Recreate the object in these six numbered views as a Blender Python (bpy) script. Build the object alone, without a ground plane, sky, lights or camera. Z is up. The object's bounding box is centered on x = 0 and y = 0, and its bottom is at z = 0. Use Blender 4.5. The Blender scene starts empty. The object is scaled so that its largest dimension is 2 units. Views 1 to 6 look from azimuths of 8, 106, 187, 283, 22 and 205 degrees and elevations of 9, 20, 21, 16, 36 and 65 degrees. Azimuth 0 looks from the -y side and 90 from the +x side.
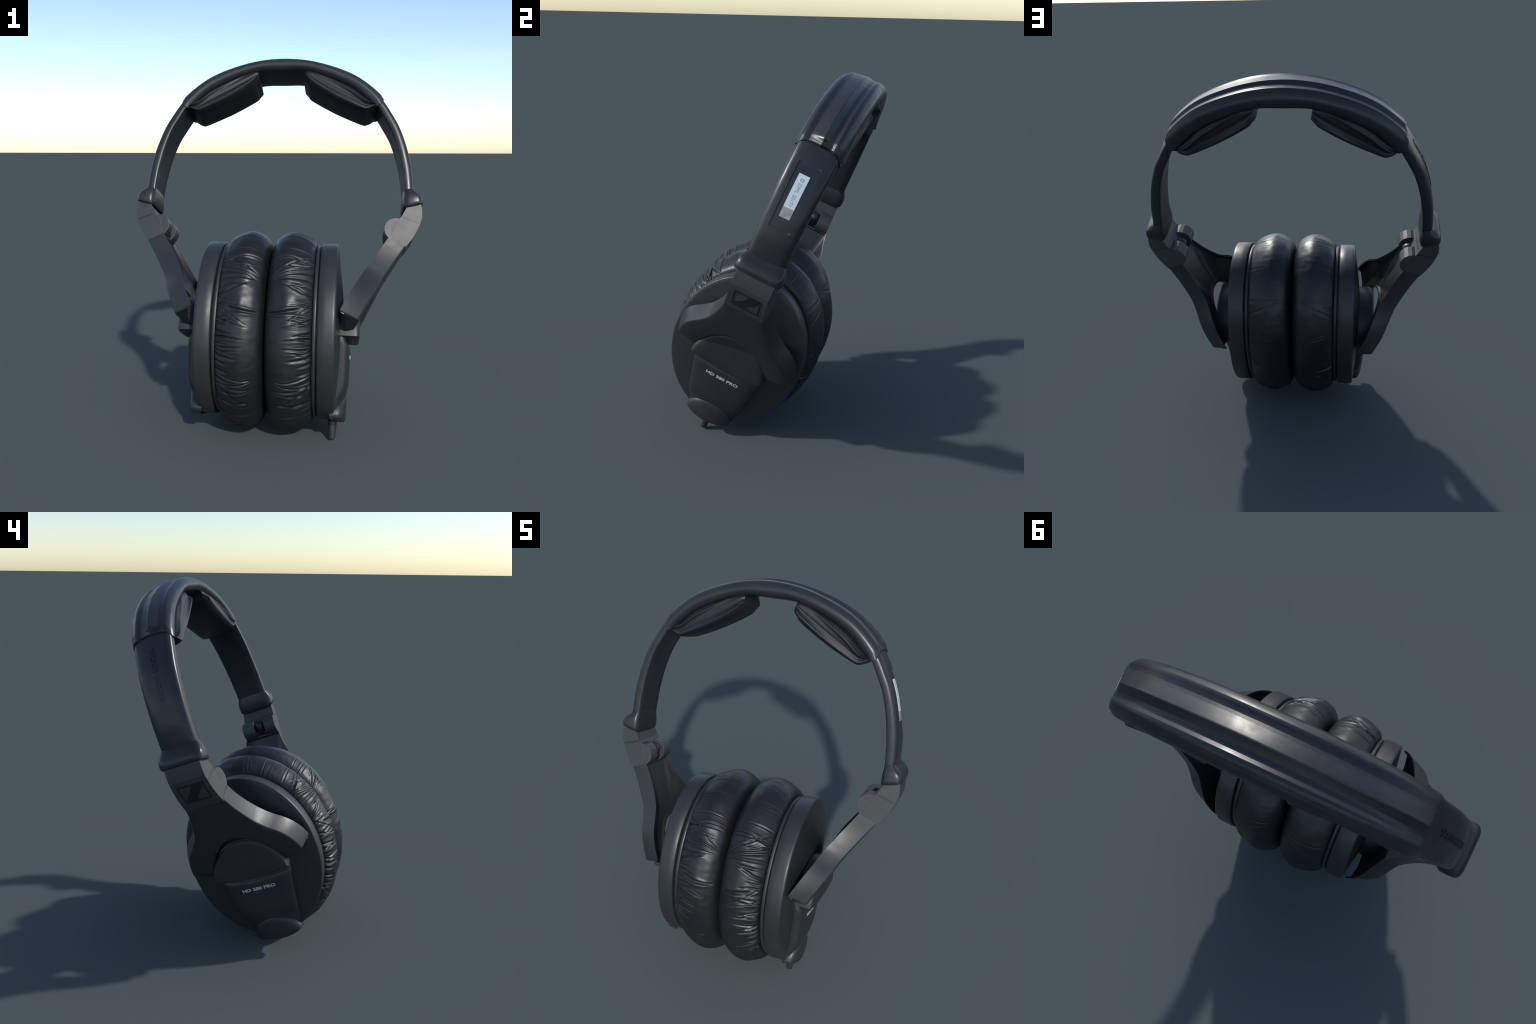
# Folding studio headphones, leaning back on their ear cups.
# Everything is modelled upright in a local frame (x, q, u): x = left/right,
# q = front(-)/rear(+), u = up along the headband, then leaned back by LEAN.
import bpy, math, random
import numpy as np
from mathutils import noise, Vector

LEAN = math.radians(21.1)
CS, SN = math.cos(LEAN), math.sin(LEAN)
W0 = -0.290


def to_world(P):
    P = np.asarray(P, float)
    w = P[:, 1] + W0
    return np.stack([P[:, 0], w * CS + P[:, 2] * SN, -w * SN + P[:, 2] * CS], 1)


# ------------------------------------------------------------------ materials
def new_mat(name):
    m = bpy.data.materials.new(name)
    m.use_nodes = True
    nt = m.node_tree
    for n in list(nt.nodes):
        nt.nodes.remove(n)
    out = nt.nodes.new('ShaderNodeOutputMaterial')
    b = nt.nodes.new('ShaderNodeBsdfPrincipled')
    nt.links.new(b.outputs[0], out.inputs[0])
    return m, nt, b


def surface(name, dark, light, rough, rough_var=0.06, tone_scale=3.0, grain_scale=220.0,
            grain=0.05, spec=0.5, leather=0.0):
    """dark moulded plastic or leatherette: slow tone drift + fine grain bump"""
    m, nt, b = new_mat(name)
    N = nt.nodes.new
    L = nt.links.new
    tc = N('ShaderNodeTexCoord')
    n1 = N('ShaderNodeTexNoise')
    n1.inputs['Scale'].default_value = tone_scale
    n1.inputs['Detail'].default_value = 5
    L(tc.outputs['Object'], n1.inputs['Vector'])
    ramp = N('ShaderNodeValToRGB')
    ramp.color_ramp.elements[0].position = 0.32
    ramp.color_ramp.elements[0].color = (*dark, 1)
    ramp.color_ramp.elements[1].position = 0.70
    ramp.color_ramp.elements[1].color = (*light, 1)
    L(n1.outputs['Fac'], ramp.inputs[0])
    L(ramp.outputs[0], b.inputs['Base Color'])
    n2 = N('ShaderNodeTexNoise')
    n2.inputs['Scale'].default_value = 18
    n2.inputs['Detail'].default_value = 6
    L(tc.outputs['Object'], n2.inputs['Vector'])
    mr = N('ShaderNodeMapRange')
    mr.inputs['From Min'].default_value = 0.3
    mr.inputs['From Max'].default_value = 0.7
    mr.inputs['To Min'].default_value = rough - rough_var
    mr.inputs['To Max'].default_value = rough + rough_var
    L(n2.outputs['Fac'], mr.inputs['Value'])
    L(mr.outputs[0], b.inputs['Roughness'])
    b.inputs['Specular IOR Level'].default_value = spec
    g = N('ShaderNodeTexNoise')
    g.inputs['Scale'].default_value = grain_scale
    g.inputs['Detail'].default_value = 3
    L(tc.outputs['Object'], g.inputs['Vector'])
    bp = N('ShaderNodeBump')
    bp.inputs['Strength'].default_value = grain
    bp.inputs['Distance'].default_value = 0.002
    L(g.outputs['Fac'], bp.inputs['Height'])
    last = bp
    if leather > 0:
        v = N('ShaderNodeTexVoronoi')
        v.feature = 'DISTANCE_TO_EDGE'
        v.inputs['Scale'].default_value = 75
        L(tc.outputs['Object'], v.inputs['Vector'])
        bp2 = N('ShaderNodeBump')
        bp2.inputs['Strength'].default_value = leather
        bp2.inputs['Distance'].default_value = 0.002
        L(v.outputs['Distance'], bp2.inputs['Height'])
        L(bp.outputs[0], bp2.inputs['Normal'])
        last = bp2
    L(last.outputs[0], b.inputs['Normal'])
    return m


PLASTIC = surface('moulded_black_plastic', (.021, .021, .022), (.027, .027, .028), .42, grain=.06)
YOKE = surface('satin_black_plastic', (.022, .022, .023), (.028, .028, .029), .40, grain=.08)
STRAP = surface('headband_plastic', (.018, .018, .020), (.023, .023, .025), .34, grain=.03)
COVER = surface('padded_cover_leatherette', (.017, .017, .019), (.023, .023, .025), .37, grain=.05)
CLIP = surface('hinge_plastic_sun_lightened', (.042, .042, .042), (.048, .048, .047), .46, rough_var=.02, grain=.05)  # base grey lightened to carry the sun's gleam on the hinge flanks
SEAM = surface('hinge_seam_plastic', (.024, .024, .024), (.029, .029, .029), .48, grain=.02)
LEATHER = surface('cushion_leatherette', (.008, .008, .009), (.013, .013, .014), .43, rough_var=.07,
                  grain=.10, leather=.10)
PAD = surface('head_pad_leatherette', (.010, .010, .011), (.013, .013, .014), .47, rough_var=.02, grain=.08, leather=.06)
CLOTH = surface('acoustic_cloth', (.006, .006, .006), (.010, .010, .010), .85, grain=.3)
LOGO = surface('emblem_black', (.008, .008, .009), (.010, .010, .011), .45, grain=.0)
PRINT = surface('white_print', (.42, .45, .49), (.50, .53, .57), .5, grain=.0)
STICKER = surface('white_sticker', (.60, .66, .72), (.68, .74, .80), .45, grain=.0)
STICKER2 = surface('grey_sticker_end', (.26, .25, .26), (.40, .40, .41), .45, tone_scale=60, grain=.0)
INK = surface('grey_sticker_ink', (.24, .25, .26), (.30, .31, .32), .5, grain=.0)



def add_section_relief(mat, points, q_half):
    """moulded channels running along the band: bump height as a curve of the front-to-rear coordinate"""
    nt = mat.node_tree
    N, L = nt.nodes.new, nt.links.new
    tc = N('ShaderNodeTexCoord')
    dot = N('ShaderNodeVectorMath')
    dot.operation = 'DOT_PRODUCT'
    dot.inputs[1].default_value = (0, CS, -SN)
    L(tc.outputs['Object'], dot.inputs[0])
    mr = N('ShaderNodeMapRange')
    mr.inputs['From Min'].default_value = W0 - q_half
    mr.inputs['From Max'].default_value = W0 + q_half
    L(dot.outputs['Value'], mr.inputs['Value'])
    fc = N('ShaderNodeFloatCurve')
    cv = fc.mapping.curves[0]
    lo = min(h for q, h in points)
    hi = max(h for q, h in points)
    pts = [((q + q_half) / (2 * q_half), (h - lo) / (hi - lo)) for q, h in points]
    cv.points[0].location = pts[0]
    cv.points[1].location = pts[-1]
    for p in pts[1:-1]:
        cv.points.new(*p)
    for p in cv.points:
        p.handle_type = 'VECTOR'
    fc.mapping.update()
    L(mr.outputs[0], fc.inputs['Value'])
    bp = N('ShaderNodeBump')
    bp.inputs['Strength'].default_value = 1.0
    bp.inputs['Distance'].default_value = hi - lo
    L(fc.outputs[0], bp.inputs['Height'])
    old = next(n for n in nt.nodes if n.type == 'BUMP' and n != bp)
    L(bp.outputs[0], old.inputs['Normal'])


add_section_relief(COVER, [(-.13, 0), (-.09, 0), (-.072, -.005), (-.058, -.004), (-.046, 0), (0.0, .020), (.003, .019), (.03, .006), (.045, .003),
                           (.050, .003), (.062, .009), (.072, .009), (.09, .004), (.13, 0)], .13)

# ------------------------------------------------------------------ scene tree
root = bpy.data.objects.new('headphones', None)
bpy.context.scene.collection.objects.link(root)
root['label'] = 'black folding studio headphones with wrinkled round ear cushions'
root['category'] = 'headphones'


def finish(name, verts, faces, mat, parent=None, mirror=False, bevel=0.0, seg=2, sharp=40.0,
           solidify=0.0, subsurf=0, bevel_angle=35.0, bevel_edges=None):
    """local-frame verts -> world mesh object, modifiers applied, smooth by angle"""
    V = np.asarray(verts, float).copy()
    F = [list(f) for f in faces]
    if mirror:
        V[:, 0] *= -1
        F = [f[::-1] for f in F]
    me = bpy.data.meshes.new(name)
    me.from_pydata(to_world(V).tolist(), [], F)
    me.validate()
    me.update()
    ob = bpy.data.objects.new(name, me)
    bpy.context.scene.collection.objects.link(ob)
    if bevel > 0:
        md = ob.modifiers.new('b', 'BEVEL')
        md.width = bevel
        md.segments = seg
        md.limit_method = 'ANGLE'
        md.angle_limit = math.radians(bevel_angle)
        if bevel_edges is not None:
            at = me.attributes.new('bevel_weight_edge', 'FLOAT', 'EDGE')
            for e in me.edges:
                if tuple(sorted(e.vertices)) in bevel_edges:
                    at.data[e.index].value = 1.0
            md.limit_method = 'WEIGHT'
    if solidify != 0:
        md = ob.modifiers.new('s', 'SOLIDIFY')
        md.thickness = solidify
        md.offset = -1
        md.use_even_offset = True
        md.thickness_clamp = 1.0
    if subsurf:
        md = ob.modifiers.new('ss', 'SUBSURF')
        md.levels = md.render_levels = subsurf
    if ob.modifiers:
        dg = bpy.context.evaluated_depsgraph_get()
        me2 = bpy.data.meshes.new_from_object(ob.evaluated_get(dg))
        ob.modifiers.clear()
        ob.data = me2
        bpy.data.meshes.remove(me)
        me = me2
        me.name = name
    me.polygons.foreach_set('use_smooth', [True] * len(me.polygons))
    me.set_sharp_from_angle(angle=math.radians(sharp))
    me.materials.clear()
    me.materials.append(mat)
    ob.parent = parent or root
    return ob


def group(name):
    e = bpy.data.objects.new(name, None)
    bpy.context.scene.collection.objects.link(e)
    e.parent = root
    return e


# ------------------------------------------------------------------ helpers
def interp_path(pts, n):
    """Catmull-Rom through control points, resampled to n"""
    P = np.asarray(pts, float)
    Q = np.vstack([2 * P[0] - P[1], P, 2 * P[-1] - P[-2]])
    out = []
    for i in range(1, len(Q) - 2):
        for t in np.linspace(0, 1, 24, endpoint=False):
            a, b, c, d = Q[i - 1], Q[i], Q[i + 1], Q[i + 2]
            out.append(.5 * ((2 * b) + (c - a) * t + (2 * a - 5 * b + 4 * c - d) * t * t
                             + (3 * b - a - 3 * c + d) * t ** 3))
    out.append(P[-1])
    out = np.array(out)
    s = np.concatenate([[0], np.cumsum(np.linalg.norm(np.diff(out, axis=0), axis=1))])
    k = np.linspace(0, s[-1], n)
    return np.stack([np.interp(k, s, out[:, j]) for j in range(P.shape[1])], 1)


def grid_faces(nr, nc, wrap_c=False, wrap_r=False, off=0):
    F = []
    for r in range(nr if wrap_r else nr - 1):
        for c in range(nc if wrap_c else nc - 1):
            a = r * nc + c
            b = r * nc + (c + 1) % nc
            d = ((r + 1) % nr) * nc + c
            e = ((r + 1) % nr) * nc + (c + 1) % nc
            F.append([a + off, b + off, e + off, d + off])
    return F


def smooth(a, b, x):
    t = np.clip((np.asarray(x, float) - a) / (b - a), 0, 1)
    return t * t * (3 - 2 * t)


def prism(profile, q0, q1):
    """polygon in (x,u) extruded along q"""
    n = len(profile)
    V = [(x, q0, u) for x, u in profile] + [(x, q1, u) for x, u in profile]
    F = [list(range(n)), list(range(2 * n - 1, n - 1, -1))]
    for i in range(n):
        j = (i + 1) % n
        F.append([i, i + n, j + n, j])
    return V, F


def merge(*parts):
    V, F = [], []
    for v, f in parts:
        o = len(V)
        V += list(map(tuple, v))
        F += [[i + o for i in g] for g in f]
    return V, F


def radial(outline, centre, prof, bias=None):
    """rings: outline (q,u) scaled about centre by s at height x (+bias), closed at the middle"""
    O = np.asarray(outline, float)
    C = np.asarray(centre, float)
    n = len(O)
    V = []
    for s, x in prof:
        p = C + (O - C) * s
        for q, u in p:
            V.append((x + (bias(q, u) if bias else 0), q, u))
    F = grid_faces(len(prof), n, wrap_c=True)
    V.append((prof[-1][1] + (bias(*C) if bias else 0), C[0], C[1]))
    k = len(V) - 1
    o = (len(prof) - 1) * n
    for c in range(n):
        F.append([o + c, o + (c + 1) % n, k])
    return V, F


# ------------------------------------------------------------------ ear cups
UC, RW, RU = 0.4577, 0.371, 0.4633          # ellipse of the cup


def ellipse(delta, n):
    t = np.linspace(0, 2 * math.pi, n, endpoint=False)
    return np.stack([(RW + delta) * np.cos(t), UC + (RU + delta) * np.sin(t)], 1)


def dome_x(q, u):
    rho = np.sqrt((q / RW) ** 2 + ((u - UC) / RU) ** 2)
    return .3475 + .045 * (1 - np.minimum(rho, 1) ** 1.4)


def cup_shell():
    n = 120
    V = []
    rings = [(.262, -.05), (.262, -.008), (.2635, -.003), (.267, 0), (.30, .0005), (.333, .0005), (.342, -.0005),
             (.3465, -.003), (.3487, -.007)]
    for x, d in rings:
        for q, u in ellipse(d, n):
            V.append((x, q, u))
    for s in (.94, .88, .8, .7, .6, .5, .4, .3, .2, .1):
        for q, u in ellipse(0, n):
            qq, uu = q * s, UC + (u - UC) * s
            V.append((float(dome_x(qq, uu)), qq, uu))
    F = grid_faces(len(rings) + 10, n, wrap_c=True)
    V.append((float(dome_x(0, UC)), 0, UC))
    k = len(V) - 1
    o = (len(rings) + 9) * n
    F += [[o + c, o + (c + 1) % n, k] for c in range(n)]
    return V, F


def flange():
    n = 120
    prof = [(.262, -.05), (.262, -.030), (.257, -.030), (.257, -.016), (.255, -.0125), (.251, -.011), (.243, -.011),
            (.239, -.013), (.237, -.018), (.236, -.06)]
    V = [(x, q, u) for x, d in prof for q, u in ellipse(d, n)]
    return V, grid_faces(len(prof), n, wrap_c=True)


def baffle():
    n = 96
    return radial(ellipse(-.12, n), (0, UC), [(1, .225), (.5, .222), (.1, .221)])


def boss():
    O = []
    for a in np.linspace(math.radians(3), math.radians(177), 56):
        O.append((.206 * math.cos(a), .402 + .204 * math.sin(a)))
    for q in np.linspace(-.205, .205, 20)[1:-1]:
        O.append((q, .390 + .45 * q * q))
    prof = [(1.05, .35), (1.05, .40), (1.05, .444), (1.042, .453), (1.022, .461), (.99, .4655), (.95, .4675), (.85, .4685), (.6, .469), (.3, .4695),
            (.1, .4695)]
    return radial(O, (0, .44), prof, lambda q, u: -.03 * max(0, .44 - u) if u < .44 else -.002 * (u - .44) / .16)


def housing():
    """tapering raised plate below the boss, its lower corners sinking in"""
    us = np.concatenate([[.42, .384, .381, .374, .365], np.linspace(.35, .0, 30)])
    cs = [-1, -1, -1, -.985, -.95, -.9] + list(np.linspace(-.8, .8, 17)) + [.9, .95, .985, 1, 1, 1]
    drop = {0: .2, 1: .034, 2: .020, 3: .011, 4: .005, 5: .002}
    V = []
    for i, u0 in enumerate(us):
        for j, c in enumerate(cs):
            w = np.interp(u0, [0, .03, .075, .385], [.128, .140, .149, .204])
            q = c * w
            u = u0 + (.020 * c * c - .020) * smooth(.30, .36, u0)
            base = np.interp(u, [0, .05, .1, .12, .135, .15, .175, .36], [.394, .398, .403, .4065, .4105, .414, .4190, .426])
            x = base - .016 * abs(c) ** 2.2 - .034 * smooth(.15, .04, u) * abs(c) ** 1.8
            k = min(j, len(cs) - 1 - j)
            x -= drop.get(k, 0)
            if i == 0:
                x -= .016
            elif i == 1:
                x -= .0085
            elif i == 2:
                x -= .0065
            elif i == 3:
                x -= .003
            elif i == 4:
                x -= .0008
            x = max(x, .33)
            V.append((x, q, u))
    return V, grid_faces(len(us), len(cs))


def cable_end():
    """rounded half-disc at the foot of the housing"""
    O = []
    for a in np.linspace(0, math.pi, 40):
        O.append((.136 * math.cos(a), .022 + .104 * math.sin(a) ** 1.1))
    for a in np.linspace(math.pi, 2 * math.pi, 28)[1:-1]:
        O.append((.136 * math.cos(a), .022 - .038 * abs(math.sin(a)) ** .8))
    prof = [(.9, .352), (1, .352), (1, .384), (.985, .395), (.955, .4015), (.90, .406), (.8, .4085), (.6, .410), (.4, .4105), (.2, .4105)]
    return radial(O, (0, .04), prof, lambda q, u: -.026 * (abs(q) / .14) ** 2 - .05 * max(0, .04 - u))


# cushion -------------------------------------------------------------------
CUSHION = [(.236, -.030), (.2355, -.012), (.232, .004), (.222, .018), (.205, .032), (.175, .048), (.14, .060),
           (.11, .064), (.075, .055), (.042, .036), (.018, .008), (.006, -.028), (.004, -.07), (.018, -.112),
           (.055, -.145), (.11, -.158), (.19, -.160), (.225, -.158)]


def cushion():
    rng = random.Random(7)
    nphi, nsec = 900, 110
    S = interp_path(CUSHION, nsec)
    T = np.gradient(S, axis=0)
    T /= np.linalg.norm(T, axis=1)[:, None]
    nrm = np.stack([-T[:, 1], T[:, 0]], 1)           # (x, delta) outward
    nrm *= np.where(nrm[[nsec // 3], 1] > 0, 1, -1)[0] if nrm[nsec // 3, 1] != 0 else 1
    ss = np.linspace(0, 1, nsec)                     # 0 = flange ... ~.42 crest
    phi = np.linspace(0, 2 * math.pi, nphi, endpoint=False)
    PH, SS = np.meshgrid(phi, ss, indexing='ij')
    D = np.zeros_like(PH)

    def dang(a):
        return (a + math.pi) % (2 * math.pi) - math.pi

    # creases: (angle, how strong). front (q<0) is phi ~ pi
    def weight(a):
        front = math.exp(-(dang(a - math.pi * 1.02) / .85) ** 2)
        rear_low = .9 * math.exp(-(dang(a + .55) / .75) ** 2)
        bottom = .40 * math.exp(-(dang(a + math.pi / 2) / .6) ** 2)
        top = .03
        return min(1, front + rear_low + bottom + top)
    n = 185
    for i in range(n):
        a = 2 * math.pi * (i + rng.uniform(-.5, .5)) / n
        w = weight(a)
        if rng.random() > .08 + .92 * w:
            continue
        depth = rng.uniform(.0026, .0112) * (.15 + .85 * w)
        s0 = rng.choice([.03, .05, rng.uniform(.05, .2)])
        s1 = rng.uniform(.17, .37)
        if rng.random() < .15:
            s1 = rng.uniform(.40, .5)
        slant = rng.gauss(0, .085)
        bend = rng.gauss(0, .5)
        width = rng.uniform(.005, .015)
        fork = rng.random() < .4
        for br in range(2 if fork else 1):
            sl = slant + (rng.choice([-1, 1]) * rng.uniform(.2, .5) if br else 0)
            cen = a + sl * (SS - s1) + bend * (SS - s1) ** 2
            d = dang(PH - cen)
            mask = smooth(s0 - .03, s0 + .05, SS) * (1 - smooth(s1 - .10, s1, SS))
            wl = width * (.6 + .9 * np.clip((s1 - SS) / .3, 0, 1))
            g = np.exp(-(d / wl) ** 2)
            lip = np.exp(-((np.abs(d) - 2.0 * wl) / (1.3 * wl)) ** 2)
            D += depth * mask * (-1.0 * g + .34 * lip)
    # soft puckers and fine crumple
    q = (RW) * np.cos(PH)
    u = (RU) * np.sin(PH)
    fine = np.zeros_like(D)
    for i in range(nphi):
        for j in range(0, nsec // 2 + 6):
            x = S[j, 0]
            v = noise.noise(Vector((q[i, j] * 16, u[i, j] * 16, x * 22)))
            v2 = noise.noise(Vector((q[i, j] * 46, u[i, j] * 46, x * 30 + 9)))
            fine[i, j] = .0024 * v + .0010 * v2
    wv = np.array([weight(a) for a in phi])[:, None]
    D += fine * (.75 + .35 * wv) * smooth(.0, .08, SS) * (1 - smooth(.40, .52, SS))
    # gathered ripples on the underside
    rip = .0012 * np.sin(PH * 120 + 5 * np.sin(PH * 7)) * np.exp(-((PH - 1.5 * math.pi) / .55) ** 2)
    D += rip * smooth(.03, .1, SS) * (1 - smooth(.3, .48, SS))
    X = S[None, :, 0] + D * nrm[None, :, 0]
    DE = S[None, :, 1] + D * nrm[None, :, 1] + .001 * np.sin(2 * PH)
    X = np.maximum(X, .0025)
    over = np.where(DE > -.02, DE + .02, 0)
    V = np.stack([X, (RW + DE - .15 * over) * np.cos(PH), UC + (RU + DE) * np.sin(PH)], 2).reshape(-1, 3)
    return V, grid_faces(nphi, nsec, wrap_r=True)


def strain_relief():
    n = 28
    prof = [(.01, .012), (.02, -.004), (.0205, -.012), (.0235, -.014), (.0232, -.022), (.0222, -.03), (.0165, -.098), (.0158, -.1005),
            (.013, -.1015)]
    V = []
    for r, u in prof:
        for a in np.linspace(0, 2 * math.pi, n, endpoint=False):
            V.append((.340 + r * math.cos(a), .004 + r * math.sin(a), u))
    F = grid_faces(len(prof), n, wrap_c=True)
    F.append(list(range((len(prof) - 1) * n, len(prof) * n)))
    return V, F


# ------------------------------------------------------------------ yoke
YX = ([.40, .455, .60, .715, .80, .897, .92], [.408, .444, .519, .578, .631, .693, .707])


def yoke_x(u):
    return np.interp(u, *YX)


EDGE = [(.104, .908), (.119, .848), (.135, .80), (.154, .755), (.175, .713), (.211, .668), (.247, .632), (.278, .592),
        (.303, .538), (.318, .478)]
ARC = [(0, .668), (.05, .660), (.088, .641), (.125, .611), (.16, .572), (.188, .528), (.206, .49), (.217, .456)]


def yoke():
    n = 34
    edge = interp_path(EDGE, n - 6)
    half_o = np.vstack([np.stack([np.linspace(0, .098, 6), np.full(6, .908)], 1), edge])
    half_i = interp_path(ARC, n)
    Oq = np.vstack([half_o[::-1] * [-1, 1], half_o[1:]])
    Iq = np.vstack([half_i[::-1] * [-1, 1], half_i[1:]])
    m = len(Oq)
    nc = 7
    V, cols = [], []

    def add(x, q, u):
        V.append((x, q, u))
        return len(V) - 1
    rows = []
    rec0 = .022                                    # recess depth behind the rim
    for k in range(m):
        (iq, iu), (oq, ou) = Iq[k], Oq[k]
        ix, ox = float(yoke_x(iu)), float(yoke_x(ou))
        wid = math.hypot(oq - iq, ou - iu)
        fl = .010 + .026 * float(smooth(.88, .5, ou))
        if ou > .89:
            fl *= abs(oq) / .106
        cap = ou > .89 and abs(oq) < .104
        dx, du = (-.085, .039) if cap else (-.090, .040)
        sgn = math.copysign(1, oq)
        rec = rec0 * (1 - .35 * float(smooth(.80, .90, ou)))
        rim_o = np.array([ox + dx, oq + sgn * fl, ou + du])
        rim_i = np.array([ix - .066, iq * .955, iu - .020])
        row = []
        # outer face, arc side to edge
        for c in np.linspace(0, 1, nc):
            q, u = Iq[k] * (1 - c) + Oq[k] * c
            row.append(add(float(yoke_x(u)) + .005 * math.sin(math.pi * c), q, u))
        row.append(add(*rim_o))
        d = rim_i - rim_o
        L = np.linalg.norm(d)
        e = min(.010 / L, .2)
        nin = np.array([.90, 0, -.42])
        row.append(add(*(rim_o + d * e)))
        row.append(add(*(rim_o + d * (e + .02) + nin * rec)))
        row.append(add(*(rim_o + d * .5 + nin * rec * 1.3)))
        row.append(add(*(rim_i - d * (e + .02) + nin * rec * .8)))
        row.append(add(*(rim_i - d * e)))
        row.append(add(*rim_i))
        row.append(add(ix - .030, iq * .95, iu - .021))      # rolled-in edge of the arch
        row.append(add(ix - .010, iq * .965, iu - .014))
        rows.append(row)
    F = []
    nn = len(rows[0])
    for k in range(m - 1):
        for c in range(nn):
            c2 = (c + 1) % nn
            F.append([rows[k][c], rows[k + 1][c], rows[k + 1][c2], rows[k][c2]])
    F.append(list(rows[0]))
    F.append(list(rows[-1])[::-1])
    soft = set()
    for k in range(m - 1):
        for c in (0, nc - 1):
            soft.add(tuple(sorted((rows[k][c], rows[k + 1][c]))))
    for r in (rows[0], rows[-1]):
        for c in range(nc):
            soft.add(tuple(sorted((r[c], r[c + 1]))))
    return V, F, soft


# ------------------------------------------------------------------ hinge clip
CLIP_A, CLIP_B = np.array([.697, .896]), np.array([.784, 1.06])
CLIP_D = (CLIP_B - CLIP_A) / np.linalg.norm(CLIP_B - CLIP_A)
CLIP_N = np.array([CLIP_D[1], -CLIP_D[0]])
CLIP_L = float(np.linalg.norm(CLIP_B - CLIP_A))


def clip_face(t, h=0.0):
    """slightly convex outer face of the hinge block, t along it from the bottom"""
    return CLIP_A + CLIP_D * t + CLIP_N * (h + .0105 * math.sin(math.pi * t / CLIP_L))


CLIP_BODY = [(.776, 1.150), (.7845, 1.10)] + [tuple(clip_face(k * CLIP_L)) for k in np.linspace(1, 0, 9)] + [(.640, .932), (.622, .958), (.640, 1.03),
             (.673, 1.061), (.705, 1.123), (.708, 1.150)]


def taper(V):
    """the hinge block is wider on its inner side"""
    return [(x, q * (.108 - .10 * (x - .65)) / .103, u) for x, q, u in V]


def clip_main():
    V, F = prism(CLIP_BODY, -.103, .103)
    return taper(V), F


def knuckle(q0, q1):
    c = (.648, .992)
    P = [(c[0] + .063 * math.cos(a), c[1] + .063 * math.sin(a)) for a in np.linspace(math.radians(70), math.radians(245), 10)]
    P += [(.660, .935), (.70, 1.0), (.685, 1.05)]
    V, F = prism(P, q0, q1)
    return taper(V), F


def clip_seams():
    """inlaid joint lines on the flanks of the hinge block"""
    parts = []
    for (ax, au), (bx, bu), wd in (((.677, 1.062), (.7655, 1.031), .010), ((.672, 1.058), (.640, .994), .0025)):
        d = np.array([bx - ax, bu - au])
        d /= np.linalg.norm(d)
        n = np.array([-d[1], d[0]]) * wd / 2
        P = [(ax + n[0], au + n[1]), (bx + n[0], bu + n[1]), (bx - n[0], bu - n[1]), (ax - n[0], au - n[1])]
        for q0, q1 in ((-.1036, -.095), (.095, .1036)):
            V, F = prism(P, q0, q1)
            parts.append((taper(V), F))
    return merge(*parts)


def hinge_pin():
    n = 20
    prof = [(.0, .047), (.018, .045), (.029, .036), (.034, .018), (.034, -.018), (.028, -.034), (.014, -.042), (.013, -.09), (.0, -.091)]
    d = np.array([-.30, .95])                     # axis in (x,u)
    e = np.array([.95, .30])
    V = []
    for r, h in prof:
        for a in np.linspace(0, 2 * math.pi, n, endpoint=False):
            p = np.array([.640, .992]) + d * h + e * (r * math.cos(a))
            V.append((p[0], r * math.sin(a), p[1]))
    return V, grid_faces(len(prof), n, wrap_c=True)


def emblem(side):
    """square frame with a wavy band, lying on the outer face of the hinge clip"""
    t0, t1 = .30 * CLIP_L, .865 * CLIP_L

    def P(q, t, h):
        p = clip_face(t, h)
        return (p[0], q, p[1])

    def slab(lo, hi, rows=8, h=.0022):
        """thin raised strip between two rows of (q, t) points, following the convex face"""
        m = len(lo)
        lo, hi = np.asarray(lo, float), np.asarray(hi, float)
        V = []
        for lvl in (h, -.004):
            for r in np.linspace(0, 1, rows):
                V += [P(q, t, lvl) for q, t in lo * (1 - r) + hi * r]
        k = rows * m
        F = grid_faces(rows, m) + [f[::-1] for f in grid_faces(rows, m, off=k)]
        rim = [c for c in range(m)] + [r * m + m - 1 for r in range(1, rows)] + [(rows - 1) * m + c for c in range(m - 2, -1, -1)] \
            + [r * m for r in range(rows - 2, 0, -1)]
        for a, b in zip(rim, rim[1:] + rim[:1]):
            F.append([b, a, a + k, b + k])
        return V, F
    w, k = .069, .005
    parts = [slab([(-w, t0), (w, t0)], [(-w, t0 + k), (w, t0 + k)], 2),
             slab([(-w, t1 - k), (w, t1 - k)], [(-w, t1), (w, t1)], 2),
             slab([(-w, t0 + k), (-w + k, t0 + k)], [(-w, t1 - k), (-w + k, t1 - k)]),
             slab([(w - k, t0 + k), (w, t0 + k)], [(w - k, t1 - k), (w, t1 - k)])]
    lo, hi = [], []
    # swoosh: reads like a leaning S; runs from lower left to upper right seen from outside
    for c in np.linspace(-1, 1, 29):
        s = .5 + .5 * math.tanh(2.6 * c) / math.tanh(2.6)
        qq = side * c * (w - k) * .92
        half = .36 * (1 - abs(c) ** 3) + .02
        mid = t0 + k + (t1 - t0 - 2 * k) * (.10 + .80 * s)
        hgt = (t1 - t0 - 2 * k) * half
        lo.append((qq, max(t0 + k, mid - hgt)))
        hi.append((qq, min(t1 - k, mid + hgt)))
    parts.append(slab(lo, hi))
    return merge(*parts)


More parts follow.
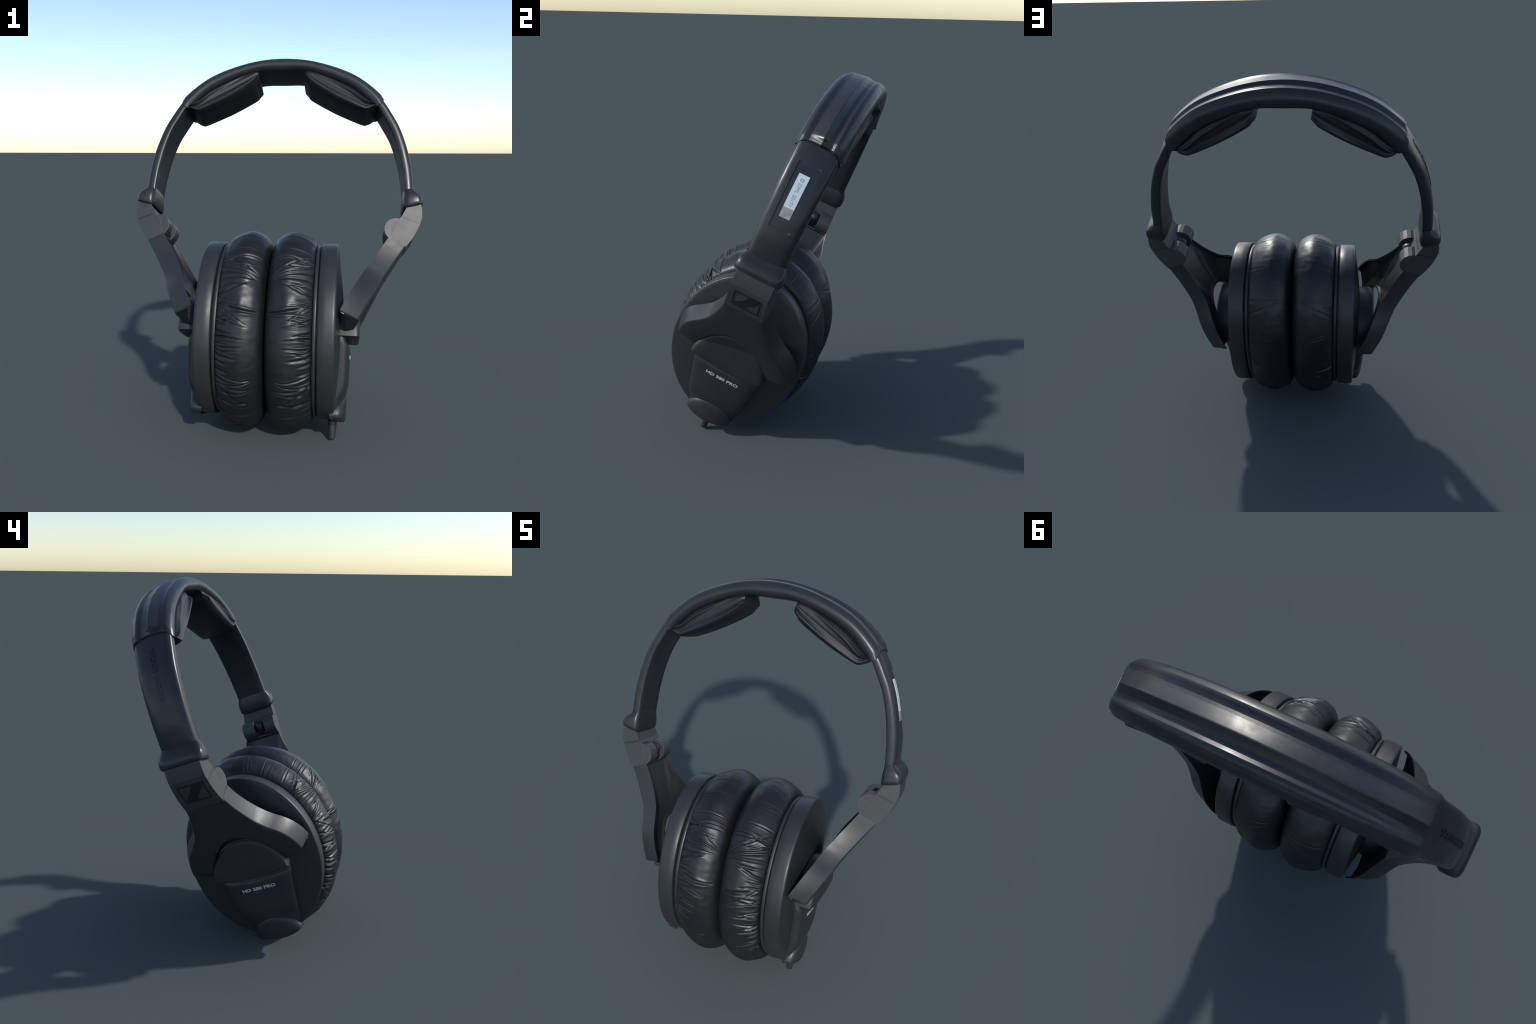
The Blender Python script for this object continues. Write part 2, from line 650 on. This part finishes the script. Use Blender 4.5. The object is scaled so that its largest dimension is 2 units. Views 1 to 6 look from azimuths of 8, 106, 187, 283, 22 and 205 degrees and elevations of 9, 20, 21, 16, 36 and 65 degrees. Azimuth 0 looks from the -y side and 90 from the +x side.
# ------------------------------------------------------------------ headband
ARM_IN = [(.688, 1.17), (.688, 1.22), (.683, 1.275), (.676, 1.335), (.654, 1.448), (.620, 1.556), (.576, 1.642), (.536, 1.710), (.487, 1.770)]
ARM_T = ([1.17, 1.22, 1.30, 1.40, 1.50, 1.60, 1.70, 1.75], [.052, .056, .058, .057, .054, .053, .052, .046])
ARM_SEC = [(-.96, 0), (-1, .10), (-1.0, .40), (-.985, .58), (-.95, .72), (-.88, .84), (-.76, .91), (-.66, .94), (-.56, .962), (-.52, .968),
           (-.505, .97), (-.28, .995), (0, 1)]
ARM_SEC = ARM_SEC + [(-a, f) for a, f in ARM_SEC[-2::-1]] + [(.5, 0), (0, 0), (-.5, 0)]
ARM_PATH = interp_path(ARM_IN, 300)
ARM_TAN = np.gradient(ARM_PATH, axis=0)
ARM_TAN /= np.linalg.norm(ARM_TAN, axis=1)[:, None]
PANEL = (1.371, 1.664, -.052, .057)


def arm_point(t, qn, f, sink=0.0):
    k = np.linspace(0, 1, 300)
    i = np.array([np.interp(t, k, ARM_PATH[:, j]) for j in (0, 1)])
    d = np.array([np.interp(t, k, ARM_TAN[:, j]) for j in (0, 1)])
    nrm = np.array([d[1], -d[0]])
    T = float(np.mean([np.interp(i[1] + o, *ARM_T) for o in (-.06, -.04, -.02, 0, .02, .04, .06)]))
    p = i + nrm * (T * f - sink)
    return (p[0], qn * (.096 + .009 * t), p[1])


def arm(panel=False):
    rows = 220
    V = []
    for t in np.linspace(0, 1, rows):
        for a, f in ARM_SEC:
            sink = 0
            p = arm_point(t, a, f)
            if panel and f > .9 and PANEL[0] < p[2] < PANEL[1] and abs(a) < .515:
                sink = .0032
            V.append(arm_point(t, a, f, sink))
    m = len(ARM_SEC)
    F = grid_faces(rows, m, wrap_c=True)
    F.append(list(range(m))[::-1])
    F.append([(rows - 1) * m + i for i in range(m)])
    return V, F


def arm_outer(u, q, h=0.0):
    """point on the outer face of the arm at height u"""
    lo, hi = 0.0, 1.0
    for _ in range(30):
        mid = .5 * (lo + hi)
        if arm_point(mid, 0, 1.0)[2] < u:
            lo = mid
        else:
            hi = mid
    qn = q / (.096 + .009 * lo)
    f = float(np.interp(abs(qn), [0, .28, .505, .56, .66, .76, .88], [1, .995, .97, .962, .94, .92, .86]))
    return arm_point(lo, qn, f, -h)


def collar():
    """moulded cuff where the arm meets the hinge"""
    # (u_outer, u_inner, x_out, x_in, half width)
    st = [(1.222, 1.216, .738, .688, .099), (1.208, 1.204, .749, .685, .104), (1.196, 1.190, .766, .684, .111), (1.182, 1.174, .780, .682, .116),
          (1.168, 1.156, .787, .681, .118), (1.152, 1.134, .790, .681, .1185), (1.140, 1.116, .789, .682, .117), (1.136, 1.110, .783, .685, .112),
          (1.136, 1.112, .76, .69, .10)]
    V = []
    n = 48
    for uo, ui, xo, xi, h in st:
        cx, rx = (xo + xi) / 2, (xo - xi) / 2
        for a in np.linspace(0, 2 * math.pi, n, endpoint=False):
            c, s = math.cos(a), math.sin(a)
            e = .5
            x = cx + rx * math.copysign(abs(c) ** e, c)
            q = h * math.copysign(abs(s) ** .36, s)
            k = (x - xi) / (xo - xi)
            V.append((x, q, ui + (uo - ui) * k))
    F = grid_faces(len(st), n, wrap_c=True)
    F.append([(len(st) - 1) * n + i for i in range(n)])
    return V, F


COV_OUT = [(0, 1.990), (.14, 1.979), (.272, 1.943), (.39, 1.893), (.475, 1.836), (.55, 1.765), (.580, 1.720)]
COV_IN = [(0, 1.932), (.130, 1.928), (.250, 1.894), (.36, 1.846), (.437, 1.796), (.505, 1.730), (.534, 1.690)]
# cross-section: q, height fraction; two rolled rims, two valleys and a creased middle
COV_SEC = [(-.1, -.1), (-.112, .0), (-.121, .2), (-.1265, .45), (-.124, .7), (-.115, .92), (-.104, 1.08), (-.093, 1.20), (-.083, 1.265),
           (-.076, 1.27), (-.070, 1.255), (-.062, 1.27), (-.045, 1.33), (-.025, 1.38), (-.005, 1.425), (.001, 1.43), (.005, 1.41),
           (.015, 1.37), (.03, 1.32), (.042, 1.29), (.050, 1.30), (.058, 1.335), (.068, 1.365), (.078, 1.365), (.088, 1.32), (.098, 1.24),
           (.108, 1.10), (.117, .94), (.124, .74), (.1265, .5), (.122, .15), (.114, -.08), (.1, -.20), (.06, -.24), (0, -.22), (-.06, -.2)]


def headband_cover(lining=False):
    n = 300
    half_o, half_i = [interp_path([(-x, u) for x, u in c[:0:-1]] + c, 2 * n - 1)[n - 1:] for c in (COV_OUT, COV_IN)]
    rows = 56
    k = np.linspace(0, 1, n)
    V = []
    ts = list(np.linspace(-1, -.94, 7)) + list(np.linspace(-.93, .93, 2 * rows)) + list(np.linspace(.94, 1, 7))
    for t in ts:
        sg = -1 if t < 0 else 1
        a0 = abs(t)
        for q, f in COV_SEC:
            end = 1 - .042 * (1 - min(1, abs(q) / .118) ** 4)
            a = a0 * end
            o = np.array([np.interp(a, k, half_o[:, j]) for j in (0, 1)])
            i = np.array([np.interp(a, k, half_i[:, j]) for j in (0, 1)])
            lip = float(smooth(.945, .975, a0))
            ff = f
            if f > .5:
                ff = f * (1 - lip) + lip * min(.95 * f, 1.22)
            if a0 > .999:
                ff *= .96
            p = i + (o - i) * ff
            V.append((sg * p[0], q * (.925 - .04 * a0 ** 3), p[1]))
    m = len(COV_SEC)
    under = {i for i, (q, f) in enumerate(COV_SEC) if f < -.05}
    F = [f for f in grid_faces(len(ts), m, wrap_c=True) if all(i % m in under for i in f) == lining]
    if not lining:
        F.append(list(range(m))[::-1])
        F.append([(len(ts) - 1) * m + i for i in range(m)])
    return V, F


PAD_TOP = [(.140, 1.930), (.20, 1.915), (.29, 1.880), (.404, 1.823), (.465, 1.768), (.528, 1.706)]
PAD_BOT = [(.126, 1.864), (.142, 1.846), (.172, 1.813), (.31, 1.732), (.45, 1.669), (.490, 1.668), (.532, 1.698)]


def head_pad():
    rng = random.Random(3)
    n, m = 170, 320
    kt = np.linspace(0, 1, 200)
    T_, B_ = interp_path(PAD_TOP, 200), interp_path(PAD_BOT, 200)
    V = []
    folds = [(rng.uniform(-.25, .75), rng.uniform(.4, .9), rng.random(), rng.choice([-1, 1]) * rng.uniform(.004, .009)) for _ in range(9)]
    a = np.linspace(0, 2 * math.pi, 4001)
    rq = np.sign(np.sin(a)) * np.abs(np.sin(a)) ** .46
    rv = .5 - .5 * np.sign(np.cos(a)) * np.abs(np.cos(a)) ** .36
    ln_ = np.concatenate([[0], np.cumsum(np.hypot(np.diff(rq) * .1, np.diff(rv) * .1))])
    k_ = np.linspace(0, ln_[-1], m, endpoint=False)
    ring = list(zip(np.interp(k_, ln_, rq), np.interp(k_, ln_, rv)))
    ts = np.linspace(0, 1, n)
    for t in ts:
        T = np.array([np.interp(t, kt, T_[:, j]) for j in (0, 1)])
        B = np.array([np.interp(t, kt, B_[:, j]) for j in (0, 1)])
        endk = min(1, (min(t, 1 - t) / .05)) ** .5 if 0 < t < 1 else 0
        for sq, v in ring:
            s = sq
            belly = .094 + .018 * math.sin(math.pi * min(1, v * .65)) - .010 * (1 - endk)
            q = belly * sq
            # diagonal folds running up toward the inner end, on the side faces
            d = 0
            if abs(s) > .5:
                for c0, slope, ln, dp in folds:
                    line = c0 + slope * t - .25 * t * t
                    d += dp * math.exp(-((v - line) / (.055 + .05 * ln)) ** 2) * math.sin(math.pi * v)
            q += math.copysign(1, s) * d * endk
            p = T + (B - T) * v
            V.append((p[0], q, p[1] - .04 * q * v))
    F = grid_faces(n, m, wrap_c=True)
    F.append(list(range(m))[::-1])
    F.append([(n - 1) * m + i for i in range(m)])
    return V, F


# ------------------------------------------------------------------ lettering
def text_mesh(body, height, extrude, squash=1.0, bold=0.0):
    cu = bpy.data.curves.new('lettering', 'FONT')
    cu.body = body
    cu.size = 1.0
    cu.align_x = 'CENTER'
    cu.align_y = 'CENTER'
    cu.extrude = .5
    cu.offset = bold
    cu.resolution_u = 3
    ob = bpy.data.objects.new('lettering', cu)
    bpy.context.scene.collection.objects.link(ob)
    dg = bpy.context.evaluated_depsgraph_get()
    me = bpy.data.meshes.new_from_object(ob.evaluated_get(dg))
    V = np.array([v.co[:] for v in me.vertices])
    F = [list(p.vertices) for p in me.polygons]
    bpy.data.objects.remove(ob)
    bpy.data.curves.remove(cu)
    bpy.data.meshes.remove(me)
    V[:, 0] -= (V[:, 0].max() + V[:, 0].min()) / 2
    V[:, 1] -= (V[:, 1].max() + V[:, 1].min()) / 2
    k = height / (V[:, 1].max() - V[:, 1].min())
    V[:, 0] *= k * squash
    V[:, 1] *= k
    V[:, 2] *= 2 * extrude
    return V, F


def housing_x(q, u):
    w = np.interp(u, [.075, .385], [.149, .204])
    return float(np.interp(u, [.126, .17, .36], [.408, .418, .426]) - .016 * abs(q / w) ** 2.2)


# ------------------------------------------------------------------ assemble
shellg = []
VF_shell, VF_flange, VF_cushion = cup_shell(), flange(), cushion()
VF_boss, VF_house, VF_end, VF_baf = boss(), housing(), cable_end(), baffle()
VF_yoke, VF_pin = yoke(), hinge_pin()
VF_clip, VF_k1, VF_k2 = clip_main(), knuckle(-.1022, -.036), knuckle(.030, .1022)
VF_collar, VF_pad = collar(), head_pad()

for side in (1, -1):
    mir = side < 0
    cup = finish('ear_cup', *VF_shell, PLASTIC, mirror=mir, sharp=50)
    finish('cup_flange', *VF_flange, PLASTIC, parent=cup, mirror=mir)
    finish('speaker_cloth', *VF_baf, CLOTH, parent=cup, mirror=mir)
    finish('pivot_disc', *VF_boss, PLASTIC, parent=cup, mirror=mir, sharp=50)
    finish('name_plate', *VF_house, PLASTIC, parent=cup, mirror=mir, sharp=50)
    finish('cable_boot', *VF_end, PLASTIC, parent=cup, mirror=mir, sharp=50)
    finish('ear_cushion', *VF_cushion, LEATHER, mirror=mir, sharp=180)
    finish('yoke', *VF_yoke[:2], YOKE, mirror=mir, bevel=.0075, seg=3, sharp=40, bevel_edges=VF_yoke[2])
    clip = finish('hinge_clip', *VF_clip, CLIP, mirror=mir, bevel=.0014, seg=2, sharp=15)
    finish('hinge_knuckle', *VF_k1, CLIP, parent=clip, mirror=mir, bevel=.0016, seg=2, sharp=12)
    finish('hinge_knuckle', *VF_k2, CLIP, parent=clip, mirror=mir, bevel=.0016, seg=2, sharp=12)
    finish('hinge_seam', *clip_seams(), SEAM, parent=clip, mirror=mir, sharp=20)
    finish('hinge_pin', *VF_pin, PLASTIC, parent=clip, mirror=mir)
    finish('emblem', *emblem(side), LOGO, parent=clip, mirror=mir, sharp=30)
    finish('headband_arm', *arm(panel=side > 0), STRAP, mirror=mir, sharp=62)
    finish('arm_collar', *VF_collar, STRAP, mirror=mir, sharp=50)
    finish('head_pad', *VF_pad, PAD, mirror=mir, sharp=60)
    # model lettering on the name plate, readable from each side
    tv, tf = text_mesh('HD 380 PRO', .0190, .0012, bold=.034)
    tv[:, 0] *= .194 / (tv[:, 0].max() - tv[:, 0].min())
    V = [(side * (housing_x(a, .313 + b) + .0002 + max(c, -.001)), a * side, .313 + b) for a, b, c in tv]
    finish('model_lettering', V, tf, PRINT, parent=cup, sharp=30)
    if side < 0:
        # embossed maker's name on this arm, reading upwards
        tv, tf = text_mesh('SENNHEISER', .028, .0018, bold=.008)
        tv[:, 0] *= .272 / (tv[:, 0].max() - tv[:, 0].min())
        V = []
        for a, b, c in tv:
            p = arm_outer(1.568 + a * .945, b, c + .0008)
            V.append((-p[0], b, p[2]))
        finish('maker_lettering', V, tf, STRAP, sharp=30)

finish('headband_cover', *headband_cover(), COVER, sharp=70)
finish('headband_lining', *headband_cover(lining=True), STRAP, sharp=70)
finish('cable_strain_relief', *strain_relief(), PLASTIC, sharp=45)


def arm_plate(u0, u1, q0, q1, h, nu=14, nq=6):
    V = []
    us, qs = np.linspace(u0, u1, nu), np.linspace(q0, q1, nq)
    for lvl in (h, -.006):
        for u in us:
            for q in qs:
                V.append(arm_outer(u, q, lvl))
    F = grid_faces(nu, nq) + [f[::-1] for f in grid_faces(nu, nq, off=nu * nq)]
    k = nu * nq
    rim = [i for i in range(nq)] + [r * nq + nq - 1 for r in range(1, nu)] + [(nu - 1) * nq + i for i in range(nq - 2, -1, -1)] \
        + [r * nq for r in range(nu - 2, 0, -1)]
    for a, b in zip(rim, rim[1:] + rim[:1]):
        F.append([b, a, a + k, b + k])
    return V, F


finish('sticker', *arm_plate(1.4725, 1.622, -.028, .024, -.0018), STICKER, sharp=40)
finish('sticker_end', *arm_plate(1.427, 1.4715, -.028, .024, -.0018), STICKER2, sharp=40)
tv, tf = text_mesh('\u00a9 DML 20171', .018, .0004)
tv[:, 0] *= .128 / (tv[:, 0].max() - tv[:, 0].min())
V = []
for a, b, c in tv:
    p = arm_outer(1.546 - a * .96, b - .002, -.0016 + c)
    V.append(p)
finish('sticker_lettering', V, tf, INK, sharp=30)
